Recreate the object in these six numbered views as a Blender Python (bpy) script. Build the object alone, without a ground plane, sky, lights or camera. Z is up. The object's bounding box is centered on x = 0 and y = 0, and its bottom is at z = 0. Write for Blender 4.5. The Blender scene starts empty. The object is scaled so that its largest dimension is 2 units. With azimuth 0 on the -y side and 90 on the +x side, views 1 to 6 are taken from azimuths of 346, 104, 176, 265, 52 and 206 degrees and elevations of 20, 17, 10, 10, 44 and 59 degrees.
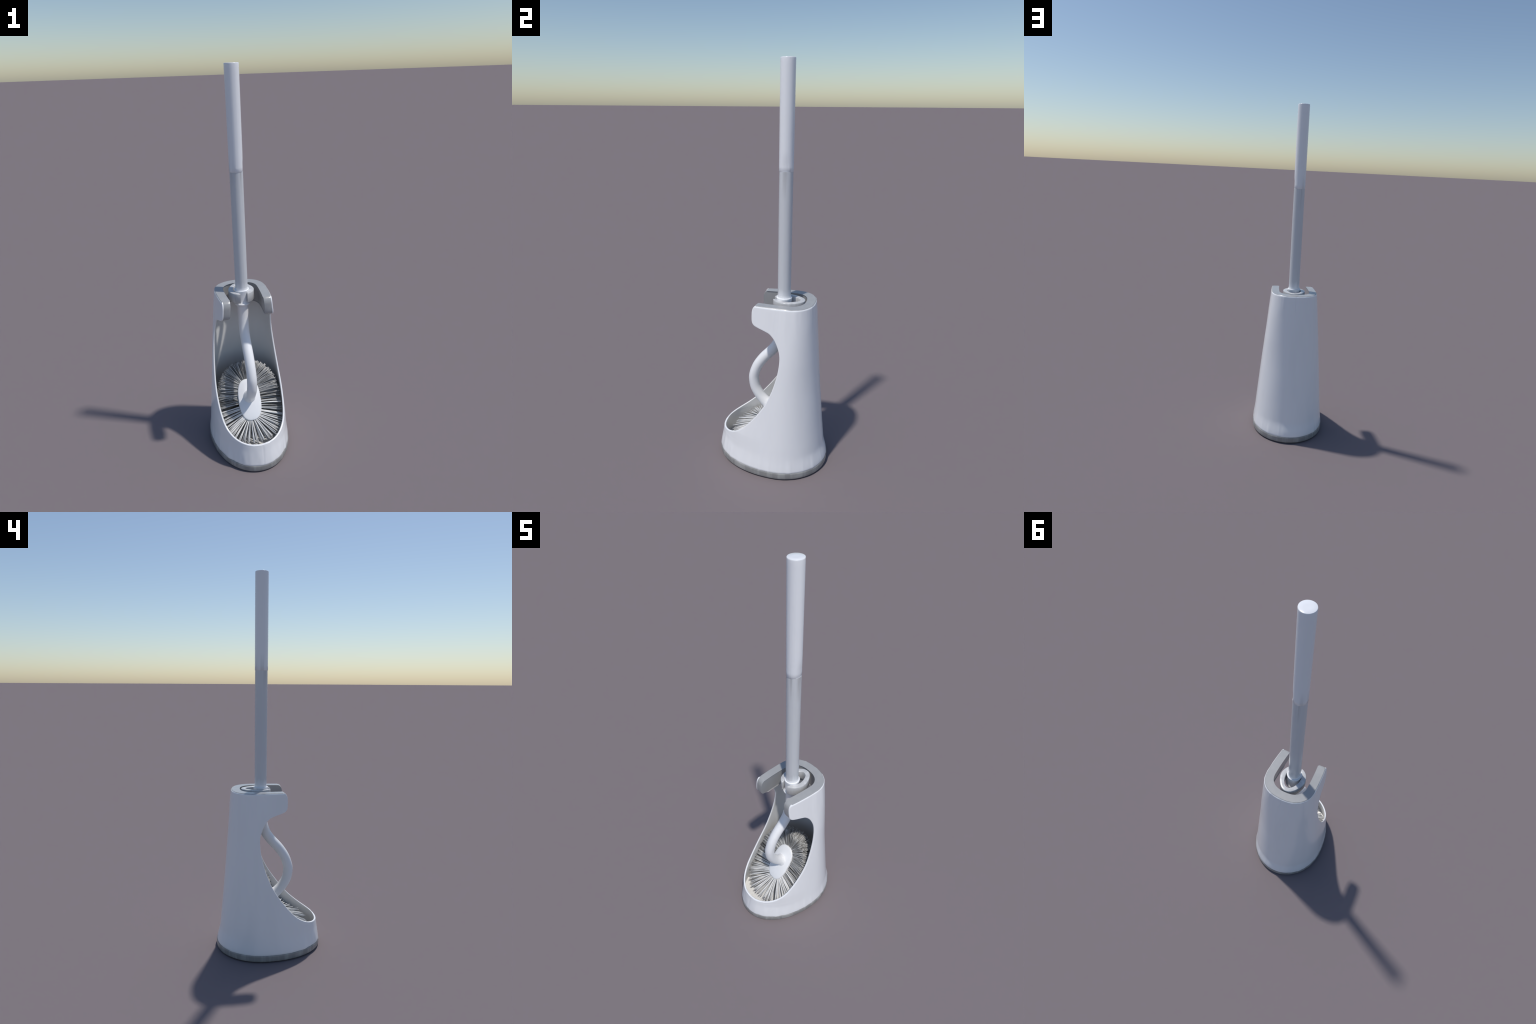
"""A toilet brush standing in its open-fronted holder."""
import bpy, bmesh, math, random
from mathutils import Vector, noise

random.seed(7)

# ------------------------------------------------------------------ helpers
def interp(x, xs, ys):
    if x <= xs[0]:
        return ys[0]
    for i in range(len(xs) - 1):
        if x <= xs[i + 1]:
            t = (x - xs[i]) / (xs[i + 1] - xs[i])
            return ys[i] + t * (ys[i + 1] - ys[i])
    return ys[-1]

def smooth(a, b, x):
    t = min(1.0, max(0.0, (x - a) / (b - a)))
    return t * t * (3 - 2 * t)

def catmull(pts, per):
    """Centripetal-free Catmull-Rom through control points of any dimension."""
    out = []
    n = len(pts)
    for i in range(n - 1):
        p0, p1, p2, p3 = pts[max(i - 1, 0)], pts[i], pts[i + 1], pts[min(i + 2, n - 1)]
        for k in range(per):
            t = k / per
            out.append(tuple(
                0.5 * (2 * b + (c - a) * t + (2 * a - 5 * b + 4 * c - d) * t * t
                       + (3 * b - a - 3 * c + d) * t ** 3)
                for a, b, c, d in zip(p0, p1, p2, p3)))
    out.append(tuple(pts[-1]))
    return out

def resample(poly, n):
    """n points evenly spaced along an open polyline."""
    acc = [0.0]
    for a, b in zip(poly, poly[1:]):
        acc.append(acc[-1] + math.dist(a, b))
    res, j = [], 0
    for i in range(n):
        s = acc[-1] * i / (n - 1)
        while j < len(acc) - 2 and acc[j + 1] < s:
            j += 1
        seg = acc[j + 1] - acc[j]
        t = 0 if seg < 1e-12 else (s - acc[j]) / seg
        res.append(tuple(p + (q - p) * t for p, q in zip(poly[j], poly[j + 1])))
    return res

def make_object(name, bm, mat, parent, angle=40):
    me = bpy.data.meshes.new(name)
    bmesh.ops.recalc_face_normals(bm, faces=bm.faces)
    bm.to_mesh(me)
    bm.free()
    ob = bpy.data.objects.new(name, me)
    bpy.context.scene.collection.objects.link(ob)
    mats = mat if isinstance(mat, (list, tuple)) else [mat]
    for m in mats:
        me.materials.append(m)
    me.shade_smooth()
    me.set_sharp_from_angle(angle=math.radians(angle))
    ob.parent = parent
    return ob

def skin_rows(bm, rows, closed=True, flip=False):
    """Quads between successive rows of BMVerts with the same count."""
    for a, b in zip(rows, rows[1:]):
        n = len(a)
        for i in range(n if closed else n - 1):
            q = [a[i], a[(i + 1) % n], b[(i + 1) % n], b[i]]
            if len(set(q)) == 4:
                try:
                    bm.faces.new(q)
                except ValueError:
                    pass

def revolve(bm, profile, cx, cy, seg=72, warp=None):
    """profile: (radius, z) list, closed with flat caps where the radius is not zero."""
    rows = []
    for r, z in profile:
        row = []
        for i in range(seg):
            a = 2 * math.pi * i / seg
            rr = r if warp is None else warp(r, z, a)
            row.append(bm.verts.new((cx + rr * math.cos(a), cy + rr * math.sin(a), z)))
        rows.append(row)
    skin_rows(bm, rows)
    bm.faces.new(rows[0][::-1])
    bm.faces.new(rows[-1])

# ---------------------------------------------------------------- materials
def plastic(name, base, rough, streak=0.0, streak_scale=(40, 40, 2), spec=0.5, second=None,
            bump=0.0, zfade=None, low=None):
    """Moulded plastic: a base colour, long faint streaks drawn along z, fine bump.
    second: a colour the streaks lead to; zfade: height ranges in which they appear."""
    m = bpy.data.materials.new(name)
    m.use_nodes = True
    nt = m.node_tree
    N, L = nt.nodes, nt.links
    bsdf = N["Principled BSDF"]
    bsdf.inputs["Roughness"].default_value = rough
    bsdf.inputs["Specular IOR Level"].default_value = spec
    tc = N.new("ShaderNodeTexCoord")
    mp = N.new("ShaderNodeMapping")
    mp.inputs["Scale"].default_value = streak_scale
    L.new(tc.outputs["Object"], mp.inputs["Vector"])
    nz = N.new("ShaderNodeTexNoise")
    nz.inputs["Scale"].default_value = 1.0
    nz.inputs["Detail"].default_value = 3.0
    L.new(mp.outputs["Vector"], nz.inputs["Vector"])
    ramp = N.new("ShaderNodeValToRGB")
    ramp.color_ramp.elements[0].position = 0.46
    ramp.color_ramp.elements[1].position = 0.66
    ramp.color_ramp.elements[0].color = (0, 0, 0, 1)
    ramp.color_ramp.elements[1].color = (1, 1, 1, 1)
    L.new(nz.outputs["Fac"], ramp.inputs["Fac"])
    fac = N.new("ShaderNodeMath")
    fac.operation = "MULTIPLY"
    fac.inputs[1].default_value = streak
    L.new(ramp.outputs["Color"], fac.inputs[0])
    out = fac.outputs[0]
    if zfade:
        sep = N.new("ShaderNodeSeparateXYZ")
        L.new(tc.outputs["Object"], sep.inputs[0])
        total = None
        for z0, z1 in zfade:          # 0 at z0, 1 at z1
            mr = N.new("ShaderNodeMapRange")
            mr.inputs["From Min"].default_value = z0
            mr.inputs["From Max"].default_value = z1
            L.new(sep.outputs["Z"], mr.inputs["Value"])
            if total is None:
                total = mr.outputs[0]
            else:
                ad = N.new("ShaderNodeMath")
                ad.operation = "MAXIMUM"
                L.new(total, ad.inputs[0])
                L.new(mr.outputs[0], ad.inputs[1])
                total = ad.outputs[0]
        mu = N.new("ShaderNodeMath")
        mu.operation = "MULTIPLY"
        L.new(out, mu.inputs[0])
        L.new(total, mu.inputs[1])
        out = mu.outputs[0]
    mix = N.new("ShaderNodeMix")
    mix.data_type = "RGBA"
    mix.inputs["A"].default_value = (*base, 1)
    mix.inputs["B"].default_value = (*(second or tuple(c * 0.8 for c in base)), 1)
    L.new(out, mix.inputs["Factor"])
    colour = mix.outputs["Result"]
    if low:                               # painted highlight: paler mix below a height (z1 -> z0)
        z0, z1, col = low
        sp = N.new("ShaderNodeSeparateXYZ")
        L.new(tc.outputs["Object"], sp.inputs[0])
        jit = N.new("ShaderNodeMath"); jit.operation = "MULTIPLY_ADD"
        jit.inputs[1].default_value = 0.06
        L.new(nz.outputs["Fac"], jit.inputs[0])
        L.new(sp.outputs["Z"], jit.inputs[2])
        mr = N.new("ShaderNodeMapRange")
        mr.inputs["From Min"].default_value = z1 + 0.03
        mr.inputs["From Max"].default_value = z0 + 0.03
        L.new(jit.outputs[0], mr.inputs["Value"])
        m2 = N.new("ShaderNodeMix"); m2.data_type = "RGBA"
        L.new(mr.outputs[0], m2.inputs["Factor"])
        L.new(colour, m2.inputs["A"])
        m2.inputs["B"].default_value = (*col, 1)
        colour = m2.outputs["Result"]
    L.new(colour, bsdf.inputs["Base Color"])
    if bump:
        n2 = N.new("ShaderNodeTexNoise")
        n2.inputs["Scale"].default_value = 60
        n2.inputs["Detail"].default_value = 4
        L.new(tc.outputs["Object"], n2.inputs["Vector"])
        bp = N.new("ShaderNodeBump")
        bp.inputs["Strength"].default_value = bump
        bp.inputs["Distance"].default_value = 0.002
        L.new(n2.outputs["Fac"], bp.inputs["Height"])
        L.new(bp.outputs["Normal"], bsdf.inputs["Normal"])
    return m

WHITE = (0.91, 0.912, 0.925)
m_shell = plastic("white_glossy_plastic", WHITE, 0.15, 0.10, (14, 14, 3), bump=0.02)
m_lining = plastic("warm_white_interior", (0.82, 0.815, 0.80), 0.4, 0.12, (10, 10, 4))
m_collar = plastic("mid_grey_plastic", (0.385, 0.388, 0.39), 0.25, 0.35, (18, 18, 6),
                   second=(0.45, 0.45, 0.445), bump=0.05)
m_band = plastic("grey_base_plastic", (0.27, 0.27, 0.265), 0.25, 0.8, (30, 30, 5),
                 second=(0.40, 0.40, 0.39), bump=0.05)
m_clip = plastic("light_grey_clip_plastic", (0.56, 0.56, 0.56), 0.2, 0.6, (40, 40, 8),
                 second=(0.74, 0.74, 0.74))
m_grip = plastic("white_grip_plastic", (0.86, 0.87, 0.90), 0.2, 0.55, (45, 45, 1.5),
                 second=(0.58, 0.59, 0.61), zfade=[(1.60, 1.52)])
m_stem = plastic("grey_stem_plastic", (0.65, 0.665, 0.69), 0.22, 0.7, (50, 50, 2.0),
                 second=(0.40, 0.40, 0.41), zfade=[(1.38, 1.51)], low=(0.905, 0.945, (0.86, 0.87, 0.89)))  # low: bright sun glint at the stem's foot, blended into the colour
m_neck = plastic("white_neck_plastic", (0.89, 0.895, 0.91), 0.33, 0.10, (20, 20, 5))

def bristle_material(name, stops):
    """Nylon strands, each with a grey of its own."""
    m = bpy.data.materials.new(name)
    m.use_nodes = True
    nt = m.node_tree
    N, L = nt.nodes, nt.links
    bsdf = N["Principled BSDF"]
    bsdf.inputs["Roughness"].default_value = 0.35
    geo = N.new("ShaderNodeNewGeometry")
    ramp = N.new("ShaderNodeValToRGB")
    e = ramp.color_ramp.elements
    for k, (pos, v) in enumerate(stops):
        el = e[0] if k == 0 else (e[1] if k == len(stops) - 1 else e.new(pos))
        el.position, el.color = pos, (v, v, v * 0.99, 1)
    L.new(geo.outputs["Random Per Island"], ramp.inputs["Fac"])
    L.new(ramp.outputs["Color"], bsdf.inputs["Base Color"])
    return m
m_bristle_pale = bristle_material("lighter_bristle_strands", [(0, 0.55), (0.3, 0.86), (1, 0.95)])
m_bristle_grey = bristle_material("darker_bristle_strands", [(0, 0.14), (0.4, 0.30), (0.8, 0.45), (1, 0.66)])

# ------------------------------------------------------- the holder's form
# horizontal sections: a back half and a front half of (super)ellipses
TOP = 0.887
RIM = [(-0.2690, 0.150), (-0.250, 0.1545), (-0.225, 0.163), (-0.200, 0.174), (-0.175, 0.188),
       (-0.148, 0.207), (-0.120, 0.232), (-0.075, 0.284), (-0.030, 0.345), (0.003, 0.400),
       (0.024, 0.448), (0.043, 0.504), (0.057, 0.560), (0.0645, 0.615), (0.0640, 0.660),
       (0.0545, 0.696), (0.037, 0.733), (0.013, 0.760), (-0.015, 0.773), (-0.045, 0.783),
       (-0.067, 0.792), (-0.077, 0.803), (-0.0803, 0.820), (-0.0808, 0.845), (-0.0795, 0.863),
       (-0.074, 0.878), (-0.064, TOP)]

def section_sizes(z, inset):
    w = interp(z, [0, 0.3, 0.6, TOP], [0.2180, 0.1925, 0.1670, 0.1385])
    yc = 0.040 + 0.045 * z
    yb = interp(z, [0, 0.118, 0.24, 0.44, 0.62, 0.81, TOP], [0.2855, 0.2670, 0.2555, 0.2385, 0.2255, 0.2115, 0.2050])
    flare = smooth(0.118, 0.048, z)
    w += 0.0012 * flare
    yb += 0.0055 * flare
    af = interp(z, [0, 0.15, 0.3, 0.5, TOP], [0.333, 0.3155, 0.300, 0.32, 0.41])
    n = 2.0 + 0.35 * smooth(0.45, TOP, z)
    return w - inset, yc, yb - yc - inset, af - inset, n

def front_exponent(z):
    return interp(z, [0, 0.12, 0.2, 0.4, 0.6], [2.05, 2.05, 2.2, 2.2, 2.0])

def section(z, inset, ycut, count, m=600):
    """Points of a section from the front, round by +x and the back, to the front."""
    w, yc, ab, af, n = section_sizes(z, inset)
    poly = []
    for i in range(m + 1):
        a = 2 * math.pi * i / m
        s, c = math.sin(a), -math.cos(a)          # c = -1 at the front
        k = n if c > 0 else front_exponent(z)
        x = w * math.copysign(abs(s) ** (2 / k), s) if abs(s) > 1e-9 else 0.0
        y = yc + (ab if c > 0 else af) * math.copysign(abs(c) ** (2 / k), c)
        poly.append((x, y))
    if ycut is not None and ycut > poly[0][1]:
        keep = [i for i, p in enumerate(poly) if p[1] >= ycut]
        i0, i1 = keep[0], keep[-1]
        def cross(p, q):
            t = (ycut - p[1]) / (q[1] - p[1])
            return (p[0] + t * (q[0] - p[0]), ycut)
        poly = [cross(poly[i0 - 1], poly[i0])] + poly[i0:i1 + 1] + [cross(poly[i1], poly[i1 + 1])]
        return resample(poly, count), True
    return resample(poly, count), False

def shell_wave(x, y, z):
    """Waves shaped into the wall to give streaky reflections, and a front crease."""
    a = math.atan2(x, -y)
    n = noise.noise(Vector((a * 5.0, 3.1, z * 5))) + 0.6 * noise.noise(Vector((a * 13.0, 7.7, z * 9)))
    d = 0.0017 * n * (smooth(0.15, 0.05, z) * (0.5 + 1.7 * smooth(-0.12, -0.2, y)) + 0.8 * smooth(0.70, 0.85, z) * smooth(-0.02, 0.08, y))
    d += 0.0045 * max(0.0, noise.noise(Vector((a * 11.0, 1.3, z * 2))) - 0.22) * smooth(0.13, 0.05, z)
    if y < -0.2:
        d -= 0.0014 * math.exp(-((x - 0.009) / 0.0045) ** 2) * smooth(0.152, 0.125, z)
    return d

def build_wall(bm, levels, outer, inner, count, bulge, wavy=False):
    """A wall of the given insets through (z, ycut or None, rim normal) levels."""
    prev = None
    first = last = None
    for z, ycut, nrm in levels:
        io, ii = outer(z), inner(z)
        po, is_open = section(z, io, ycut, count)
        pi, open_in = section(z, ii, ycut, count)
        out = []
        for x, y in po:
            if wavy:
                d = shell_wave(x, y, z)
                l = math.hypot(x, y) or 1
                x, y = x + d * x / l, y + d * y / l
            out.append(bm.verts.new((x, y, z)))
        inn = [bm.verts.new((x, y, z)) for x, y in pi]
        def cap(a, b):
            res = []
            for k in (1, 2, 3, 4, 5):
                t = k / 6
                e = bulge * min(1, abs(a.co.x) / 0.04) * (1 - abs(2 * t - 1) ** 4) if is_open and open_in else 0
                co = a.co.lerp(b.co, t)
                co.y += nrm[0] * e
                co.z += nrm[1] * e
                res.append(bm.verts.new(co))
            return res
        loop = out + cap(out[-1], inn[-1]) + inn[::-1] + cap(inn[0], out[0])
        if prev:
            skin_rows(bm, [prev[0], loop])
        else:
            first = (out, inn)
        last = (out, inn)
        prev = (loop,)
    for o, i in (first, last):
        skin_rows(bm, [o, i], closed=False)
    return last

rim_curve = resample(catmull(RIM, 12), 190)
def rim_levels(zmin=None):
    lv = []
    for i, (y, z) in enumerate(rim_curve):
        a = rim_curve[max(i - 1, 0)]
        b = rim_curve[min(i + 1, len(rim_curve) - 1)]
        ty, tz = b[0] - a[0], b[1] - a[1]
        l = math.hypot(ty, tz)
        if zmin is None or z >= zmin:
            lv.append((z, y, (-tz / l, ty / l)))
    lv.sort(key=lambda t: t[0])
    # drop near-repeats so that rows stay in order
    out = [lv[0]]
    for t in lv[1:]:
        if t[0] - out[-1][0] > 2e-4:
            out.append(t)
    return out

def empty(name, label, category, loc=(0, 0, 0)):
    e = bpy.data.objects.new(name, None)
    e.location = loc
    e["label"] = label
    e["category"] = category
    bpy.context.scene.collection.objects.link(e)
    return e

holder = empty("toilet_brush_holder", "tall white tapering holder with scooped open front and grey base",
               "brush holder")
brush = empty("toilet_brush", "white long-handled toilet brush with curved neck and bristles",
              "toilet brush")

# --- shell
bm = bmesh.new()
low = [(z, None, (0, 0)) for z in
       (0.0365, 0.040, 0.046, 0.052, 0.058, 0.064, 0.070, 0.076, 0.082, 0.090, 0.100, 0.110, 0.120, 0.130, 0.140)]
top_round = lambda z: 0.003 * smooth(TOP - 0.005, TOP, z) ** 2
build_wall(bm, low + rim_levels(),
           lambda z: top_round(z) + 0.0025 * smooth(0.041, 0.0365, z),
           lambda z: 0.0092, 360, 0.003, wavy=True)
bmesh.ops.remove_doubles(bm, verts=bm.verts, dist=2e-5)
# the closed rows leave walls inside the front: take them out
inside = [f for f in bm.faces if all(abs(v.co.x) < 1e-5 for v in f.verts)]
bmesh.ops.delete(bm, geom=inside, context="FACES")
# the lining gets its own material: faces looking into the holder
bm.faces.ensure_lookup_table()
bm.normal_update()
shell = make_object("holder_shell", bm, [m_shell, m_lining], holder, angle=35)
for p in shell.data.polygons:
    c = p.center
    w, yc, ab, af, n = section_sizes(c.z, 0.0075)
    dy = c.y - yc
    k = n if dy > 0 else front_exponent(c.z)
    if (abs(c.x) / w) ** k + (abs(dy) / (ab if dy > 0 else af)) ** k < 1:
        p.material_index = 1

# --- grey collar inside the top: thick, open to the front, with two arms
bm = bmesh.new()
lv = [(z, y - 0.0012, nrm) for z, y, nrm in rim_levels(0.777) if z < TOP - 0.0005]
for dz, y, e in ((0.0, -0.0648, 0.6), (0.0010, -0.0630, 0.4), (0.0017, -0.0605, 0.2), (0.0020, -0.0570, 0.0)):
    lv.append((TOP + dz, y, (-e, e)))
build_wall(bm, lv,
           lambda z: 0.0026 + 0.003 * smooth(TOP - 0.001, TOP + 0.002, z) ** 2,
           lambda z: 0.044 + 0.003 * smooth(TOP - 0.003, TOP + 0.002, z) ** 2
                           + 0.003 * smooth(0.783, 0.777, z),
           300, 0.0014)
bmesh.ops.remove_doubles(bm, verts=bm.verts, dist=1e-5)
make_object("holder_collar", bm, m_collar, holder, angle=50)

# --- base band with a floor
bm = bmesh.new()
rows = []
for z, ins in [(0.0, 0.012), (0.0015, 0.006), (0.005, 0.0020), (0.010, 0.0003), (0.018, 0.0), (0.030, 0.0),
               (0.0345, 0.0004), (0.0372, 0.0022), (0.0372, 0.012), (0.030, 0.05)]:
    pts, _ = section(0.045, ins - 0.0028, None, 241)
    rows.append([bm.verts.new((x, y, z)) for x, y in pts[:-1]])
skin_rows(bm, rows)
bm.faces.new(rows[0])
bm.faces.new(rows[-1])
make_object("base_band", bm, m_band, holder, angle=50)

# --- white floor tray inside
bm = bmesh.new()
rows = []
for z, ins in [(0.034, 0.012), (0.046, 0.0090), (0.046, 0.014), (0.042, 0.024), (0.0415, 0.08)]:
    pts, _ = section(0.05, ins, None, 181)
    rows.append([bm.verts.new((x, y, z)) for x, y in pts[:-1]])
skin_rows(bm, rows)
bm.faces.new(rows[0]); bm.faces.new(rows[-1])
make_object("holder_floor", bm, m_lining, holder, angle=50)

# --- clip that takes the stem: a C-shaped ring, egg-shaped in plan, slit at the front
CLIP_Z0, CLIP_Z1 = 0.838, 0.8915
def clip_path(a, b, cy, n, gap, taper, count):
    """Open oval from the right side of the front slit round to the left side."""
    poly = []
    for i in range(721):
        t = 2 * math.pi * i / 720
        s, c = math.sin(t), -math.cos(t)
        x = a * math.copysign(abs(s) ** (2 / n), s) if abs(s) > 1e-9 else 0
        y = cy + (b * math.copysign(abs(c) ** (2 / n), c) if abs(c) > 1e-9 else 0)
        x *= 1 - taper * smooth(cy - 0.02, cy + b, y)
        poly.append((x, y))
    poly = [p for p in poly if not (abs(p[0]) < gap and p[1] < cy)]
    return resample(poly, count)
bm = bmesh.new()
loops = []
CN = 140
for z, r in [(CLIP_Z0, 0.0040), (CLIP_Z0 + 0.0010, 0.0018), (CLIP_Z0 + 0.004, 0.0),
             (CLIP_Z1 - 0.003, 0.0), (CLIP_Z1 - 0.0008, 0.0010), (CLIP_Z1, 0.0028)]:
    o = clip_path(0.0680 - r, 0.0795 - r, 0.0715, 2.15, 0.0180 + r, 0.22, CN)
    i = clip_path(0.0415 + r, 0.0570 + r, 0.0700, 2.2, 0.0215 + r, 0.22, CN)
    loops.append([bm.verts.new((*p, z)) for p in o] + [bm.verts.new((*p, z)) for p in i[::-1]])
skin_rows(bm, loops)
for lp in (loops[0], loops[-1]):
    for k in range(CN - 1):
        bm.faces.new((lp[k], lp[k + 1], lp[2 * CN - 2 - k], lp[2 * CN - 1 - k]))
make_object("stem_clip", bm, m_clip, holder, angle=50)

# --- bracket that carries the clip on the back wall
bm = bmesh.new()
rows = []
for y, hw, z0, z1 in [(0.136, 0.012, 0.842, 0.868), (0.152, 0.014, 0.838, 0.866), (0.199, 0.020, 0.790, 0.860)]:
    rows.append([bm.verts.new(p) for p in
                 ((-hw - 0.012, y, z0), (hw - 0.012, y, z0), (hw - 0.012, y, z1), (-hw - 0.012, y, z1))])
skin_rows(bm, rows)
bm.faces.new(rows[0]); bm.faces.new(rows[-1])
bmesh.ops.bevel(bm, geom=list(bm.edges), offset=0.003, segments=2, affect="EDGES", profile=0.5)
make_object("clip_bracket", bm, m_lining, holder)

# ------------------------------------------------------------------- brush
SX, SY = 0.0, 0.046
JOINT = 1.512

# --- grip: slightly tapering rod, rounded top, a shallow flat pressed in above the joint
def ripple(z, a, seed):
    """Faint lengthwise ridges modelled to throw vertical highlight streaks."""
    c, s = math.cos(a), math.sin(a)
    return (0.00028 * noise.noise(Vector((c * 3.2, s * 3.2 + seed, z * 1.3)))
            + 0.00012 * noise.noise(Vector((c * 8, s * 8 + seed, z * 2.5))))
def grip_warp(r, z, a):
    r += ripple(z, a, 0.0)
    d = math.exp(-(math.remainder(a - 0.10, 2 * math.pi) / 0.55) ** 2)
    return r - 0.0034 * d * smooth(1.585, 1.545, z) * (1 if r > 0.02 else 0)
bm = bmesh.new()
prof = [(0.024, JOINT - 0.0005), (0.0330, JOINT), (0.0339, JOINT + 0.0012)]
for k in range(1, 24):
    z = JOINT + 0.0015 + (1.9945 - JOINT - 0.0015) * k / 23
    prof.append((0.0340 + 0.0004 * k / 23, z))
prof += [(0.0342, 1.9978), (0.0336, 1.9993), (0.0325, 2.0), (0.012, 1.9997)]
revolve(bm, prof, SX, SY, 96, grip_warp)
make_object("handle_grip", bm, m_grip, brush, angle=45)

# --- stem
bm = bmesh.new()
prof = [(0.0322, 0.885)] + [(0.0322 + 0.0007 * k / 30, 0.885 + (JOINT + 0.0008 - 0.885) * k / 30) for k in range(1, 31)]
revolve(bm, prof, SX, SY, 96, lambda r, z, a: r + ripple(z, a, 9.0))
make_object("handle_stem", bm, m_stem, brush)

# --- ferrule: flanged spool held by the clip
bm = bmesh.new()
prof = [(0.024, 0.795), (0.0290, 0.806), (0.0335, 0.811), (0.0385, 0.8155), (0.0430, 0.8200), (0.0452, 0.8240),
        (0.0452, 0.8262), (0.0435, 0.8285), (0.0405, 0.8310), (0.0380, 0.8350), (0.0366, 0.8410), (0.0362, 0.850),
        (0.0364, 0.870), (0.0378, 0.890), (0.0390, 0.8965), (0.0391, 0.8990), (0.0382, 0.9005), (0.0365, 0.9000),
        (0.0345, 0.8985), (0.0332, 0.9000), (0.0327, 0.906), (0.0325, 0.912), (0.0300, 0.913)]
revolve(bm, prof, SX, SY, 80)
make_object("stem_ferrule", bm, m_neck, brush, angle=60)

# --- curved neck
NECK = [(0.046, 0.815, 0.0285), (0.046, 0.775, 0.0280), (0.043, 0.735, 0.0268), (0.035, 0.690, 0.0258),
        (0.017, 0.642, 0.0250), (-0.014, 0.600, 0.0247), (-0.053, 0.557, 0.0245), (-0.085, 0.509, 0.0243),
        (-0.103, 0.461, 0.0243), (-0.1065, 0.425, 0.0245), (-0.098, 0.379, 0.0247), (-0.074, 0.336, 0.0250),
        (-0.050, 0.309, 0.0258), (-0.036, 0.297, 0.0285), (-0.020, 0.283, 0.037)]
NECK = [(y - 0.0025, z, r + 0.0019) for y, z, r in NECK]
curve = catmull(NECK, 10)
bm = bmesh.new()
rows = []
for i, (y, z, r) in enumerate(curve):
    a, b = curve[max(i - 1, 0)], curve[min(i + 1, len(curve) - 1)]
    t = Vector((0, b[0] - a[0], b[1] - a[1])).normalized()
    u = Vector((1, 0, 0))
    v = t.cross(u)
    row = []
    for k in range(48):
        a = 2 * math.pi * k / 48
        row.append(bm.verts.new(Vector((0, y, z)) + (u * math.cos(a) + v * math.sin(a)) * r))
    rows.append(row)
skin_rows(bm, rows)
bm.faces.new(rows[0]); bm.faces.new(rows[-1])
make_object("curved_neck", bm, m_neck, brush)

# --- head plate: frame along the slope of the opening
C0 = Vector((0, -0.037, 0.272))                     # middle of the plate's face
SL = math.radians(56)
S = Vector((0, math.cos(SL), math.sin(SL)))         # up the slope, to the back
NRM = Vector((0, -math.sin(SL), math.cos(SL)))      # out of the face, to the front
X = Vector((1, 0, 0))
HALF_L, HALF_W = 0.111, 0.062
def oval(t, a, b, n=2.6):
    s, c = math.sin(t), math.cos(t)
    return (a * math.copysign(abs(c) ** (2 / n), c), b * math.copysign(abs(s) ** (2 / n), s))
bm = bmesh.new()
rows = []
for d, ins in [(0.0045, 0.045), (0.0035, 0.030), (0.0015, 0.014), (0.0, 0.005), (-0.0010, 0.0022), (-0.0035, 0.0005), (-0.007, 0.0), (-0.016, 0.0),
               (-0.035, 0.003), (-0.055, 0.012), (-0.070, 0.026), (-0.078, 0.045)]:
    row = []
    for k in range(120):
        x, s = oval(2 * math.pi * k / 120, HALF_W - ins, HALF_L - ins)
        row.append(bm.verts.new(C0 + X * x + S * s + NRM * d))
    rows.append(row)
skin_rows(bm, rows)
bm.faces.new(rows[0]); bm.faces.new(rows[-1])
make_object("head_plate", bm, m_neck, brush)

# --- bristles: tufts round the head, fanning outwards and to the back
def inside_holder(p, margin):
    if p.z < 0.045:
        return False
    w, yc, ab, af, n = section_sizes(p.z, 0.0092 + margin)
    dy = p.y - yc
    k = n if dy > 0 else front_exponent(p.z)
    return (abs(p.x) / w) ** k + (abs(dy) / (ab if dy > 0 else af)) ** k < 1

rng = random.Random(11)
def fan(os):
    """Direction of the bristle fan along the slope: flat in front, steeper at the upper end."""
    a = math.radians(38 + (23 if os < 0 else 24) * os)
    return Vector((0, math.cos(a), math.sin(a)))
BACK = Vector((0, math.sin(math.radians(45)), -math.cos(math.radians(45))))

def strand(bm, p, d, length, r, droop):
    side = d.cross(Vector((rng.random() - .5, rng.random() - .5, rng.random() - .5))).normalized()
    up = d.cross(side)
    bend = side * rng.uniform(-0.005, 0.005) + up * rng.uniform(-0.005, 0.005) - Vector((0, 0, droop))
    rows = []
    for f, k in ((0, 1.0), (0.35, 1.0), (0.7, 1.0), (1.0, 0.85)):
        c = p + d * length * f + bend * f * f
        rows.append([bm.verts.new(c + (side * math.cos(a) + up * math.sin(a)) * r * k)
                     for a in (0, math.pi / 2, math.pi, 3 * math.pi / 2)])
    skin_rows(bm, rows)
    bm.faces.new(rows[-1])

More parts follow.
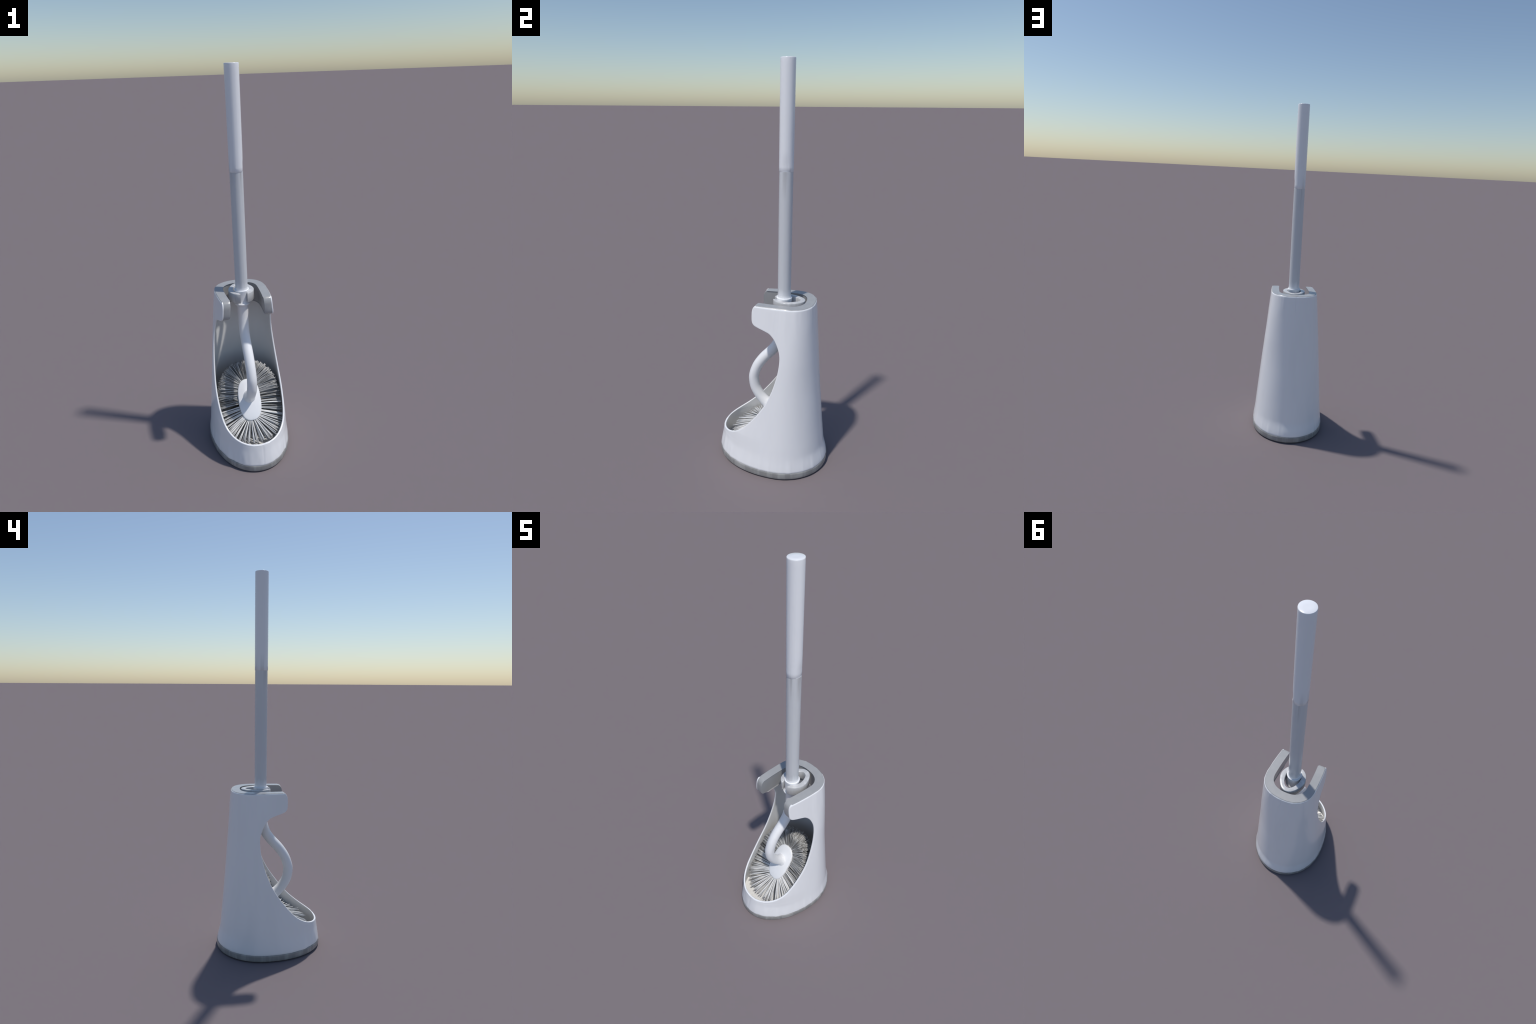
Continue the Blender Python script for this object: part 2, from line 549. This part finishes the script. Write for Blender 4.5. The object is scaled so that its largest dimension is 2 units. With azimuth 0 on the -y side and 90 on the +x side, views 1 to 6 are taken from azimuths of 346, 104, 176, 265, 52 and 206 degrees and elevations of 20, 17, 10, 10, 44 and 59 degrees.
def tuft(bm, ang, phi, depth, ins, count, spread, jitter, radius, reach, droop=0.004, fin=0.0):
    """One bundle of strands that leaves the head at ang round its rim, phi below the fan."""
    a, b = HALF_W - ins, HALF_L - ins
    x, s = oval(ang, a, b)
    ox, os = oval(ang, 1.0 / a, 1.0 / b, 2.0)
    l = math.hypot(ox, os)
    ox, os = ox / l, os / l
    d0 = (X * ox + fan(os) * os).normalized() * math.cos(phi) + BACK * math.sin(phi)
    d0 = (d0 + NRM * 0.34 * smooth(-0.35, 0.4, os) * math.cos(phi)).normalized()
    base = C0 + X * x + S * s + NRM * depth
    for k in range(count):
        d = d0 + Vector((rng.gauss(0, spread), rng.gauss(0, spread), rng.gauss(0, spread)))
        d = (d - NRM * fin * k / count).normalized()      # strands of a fin stand under one another
        p = base + Vector((rng.gauss(0, jitter), rng.gauss(0, jitter), rng.gauss(0, jitter))) - d * 0.008
        length = rng.uniform(*reach)
        while length > 0.03 and not inside_holder(p + d * length, 0.003):
            length -= 0.004
        strand(bm, p, d, length, rng.uniform(*radius), droop)

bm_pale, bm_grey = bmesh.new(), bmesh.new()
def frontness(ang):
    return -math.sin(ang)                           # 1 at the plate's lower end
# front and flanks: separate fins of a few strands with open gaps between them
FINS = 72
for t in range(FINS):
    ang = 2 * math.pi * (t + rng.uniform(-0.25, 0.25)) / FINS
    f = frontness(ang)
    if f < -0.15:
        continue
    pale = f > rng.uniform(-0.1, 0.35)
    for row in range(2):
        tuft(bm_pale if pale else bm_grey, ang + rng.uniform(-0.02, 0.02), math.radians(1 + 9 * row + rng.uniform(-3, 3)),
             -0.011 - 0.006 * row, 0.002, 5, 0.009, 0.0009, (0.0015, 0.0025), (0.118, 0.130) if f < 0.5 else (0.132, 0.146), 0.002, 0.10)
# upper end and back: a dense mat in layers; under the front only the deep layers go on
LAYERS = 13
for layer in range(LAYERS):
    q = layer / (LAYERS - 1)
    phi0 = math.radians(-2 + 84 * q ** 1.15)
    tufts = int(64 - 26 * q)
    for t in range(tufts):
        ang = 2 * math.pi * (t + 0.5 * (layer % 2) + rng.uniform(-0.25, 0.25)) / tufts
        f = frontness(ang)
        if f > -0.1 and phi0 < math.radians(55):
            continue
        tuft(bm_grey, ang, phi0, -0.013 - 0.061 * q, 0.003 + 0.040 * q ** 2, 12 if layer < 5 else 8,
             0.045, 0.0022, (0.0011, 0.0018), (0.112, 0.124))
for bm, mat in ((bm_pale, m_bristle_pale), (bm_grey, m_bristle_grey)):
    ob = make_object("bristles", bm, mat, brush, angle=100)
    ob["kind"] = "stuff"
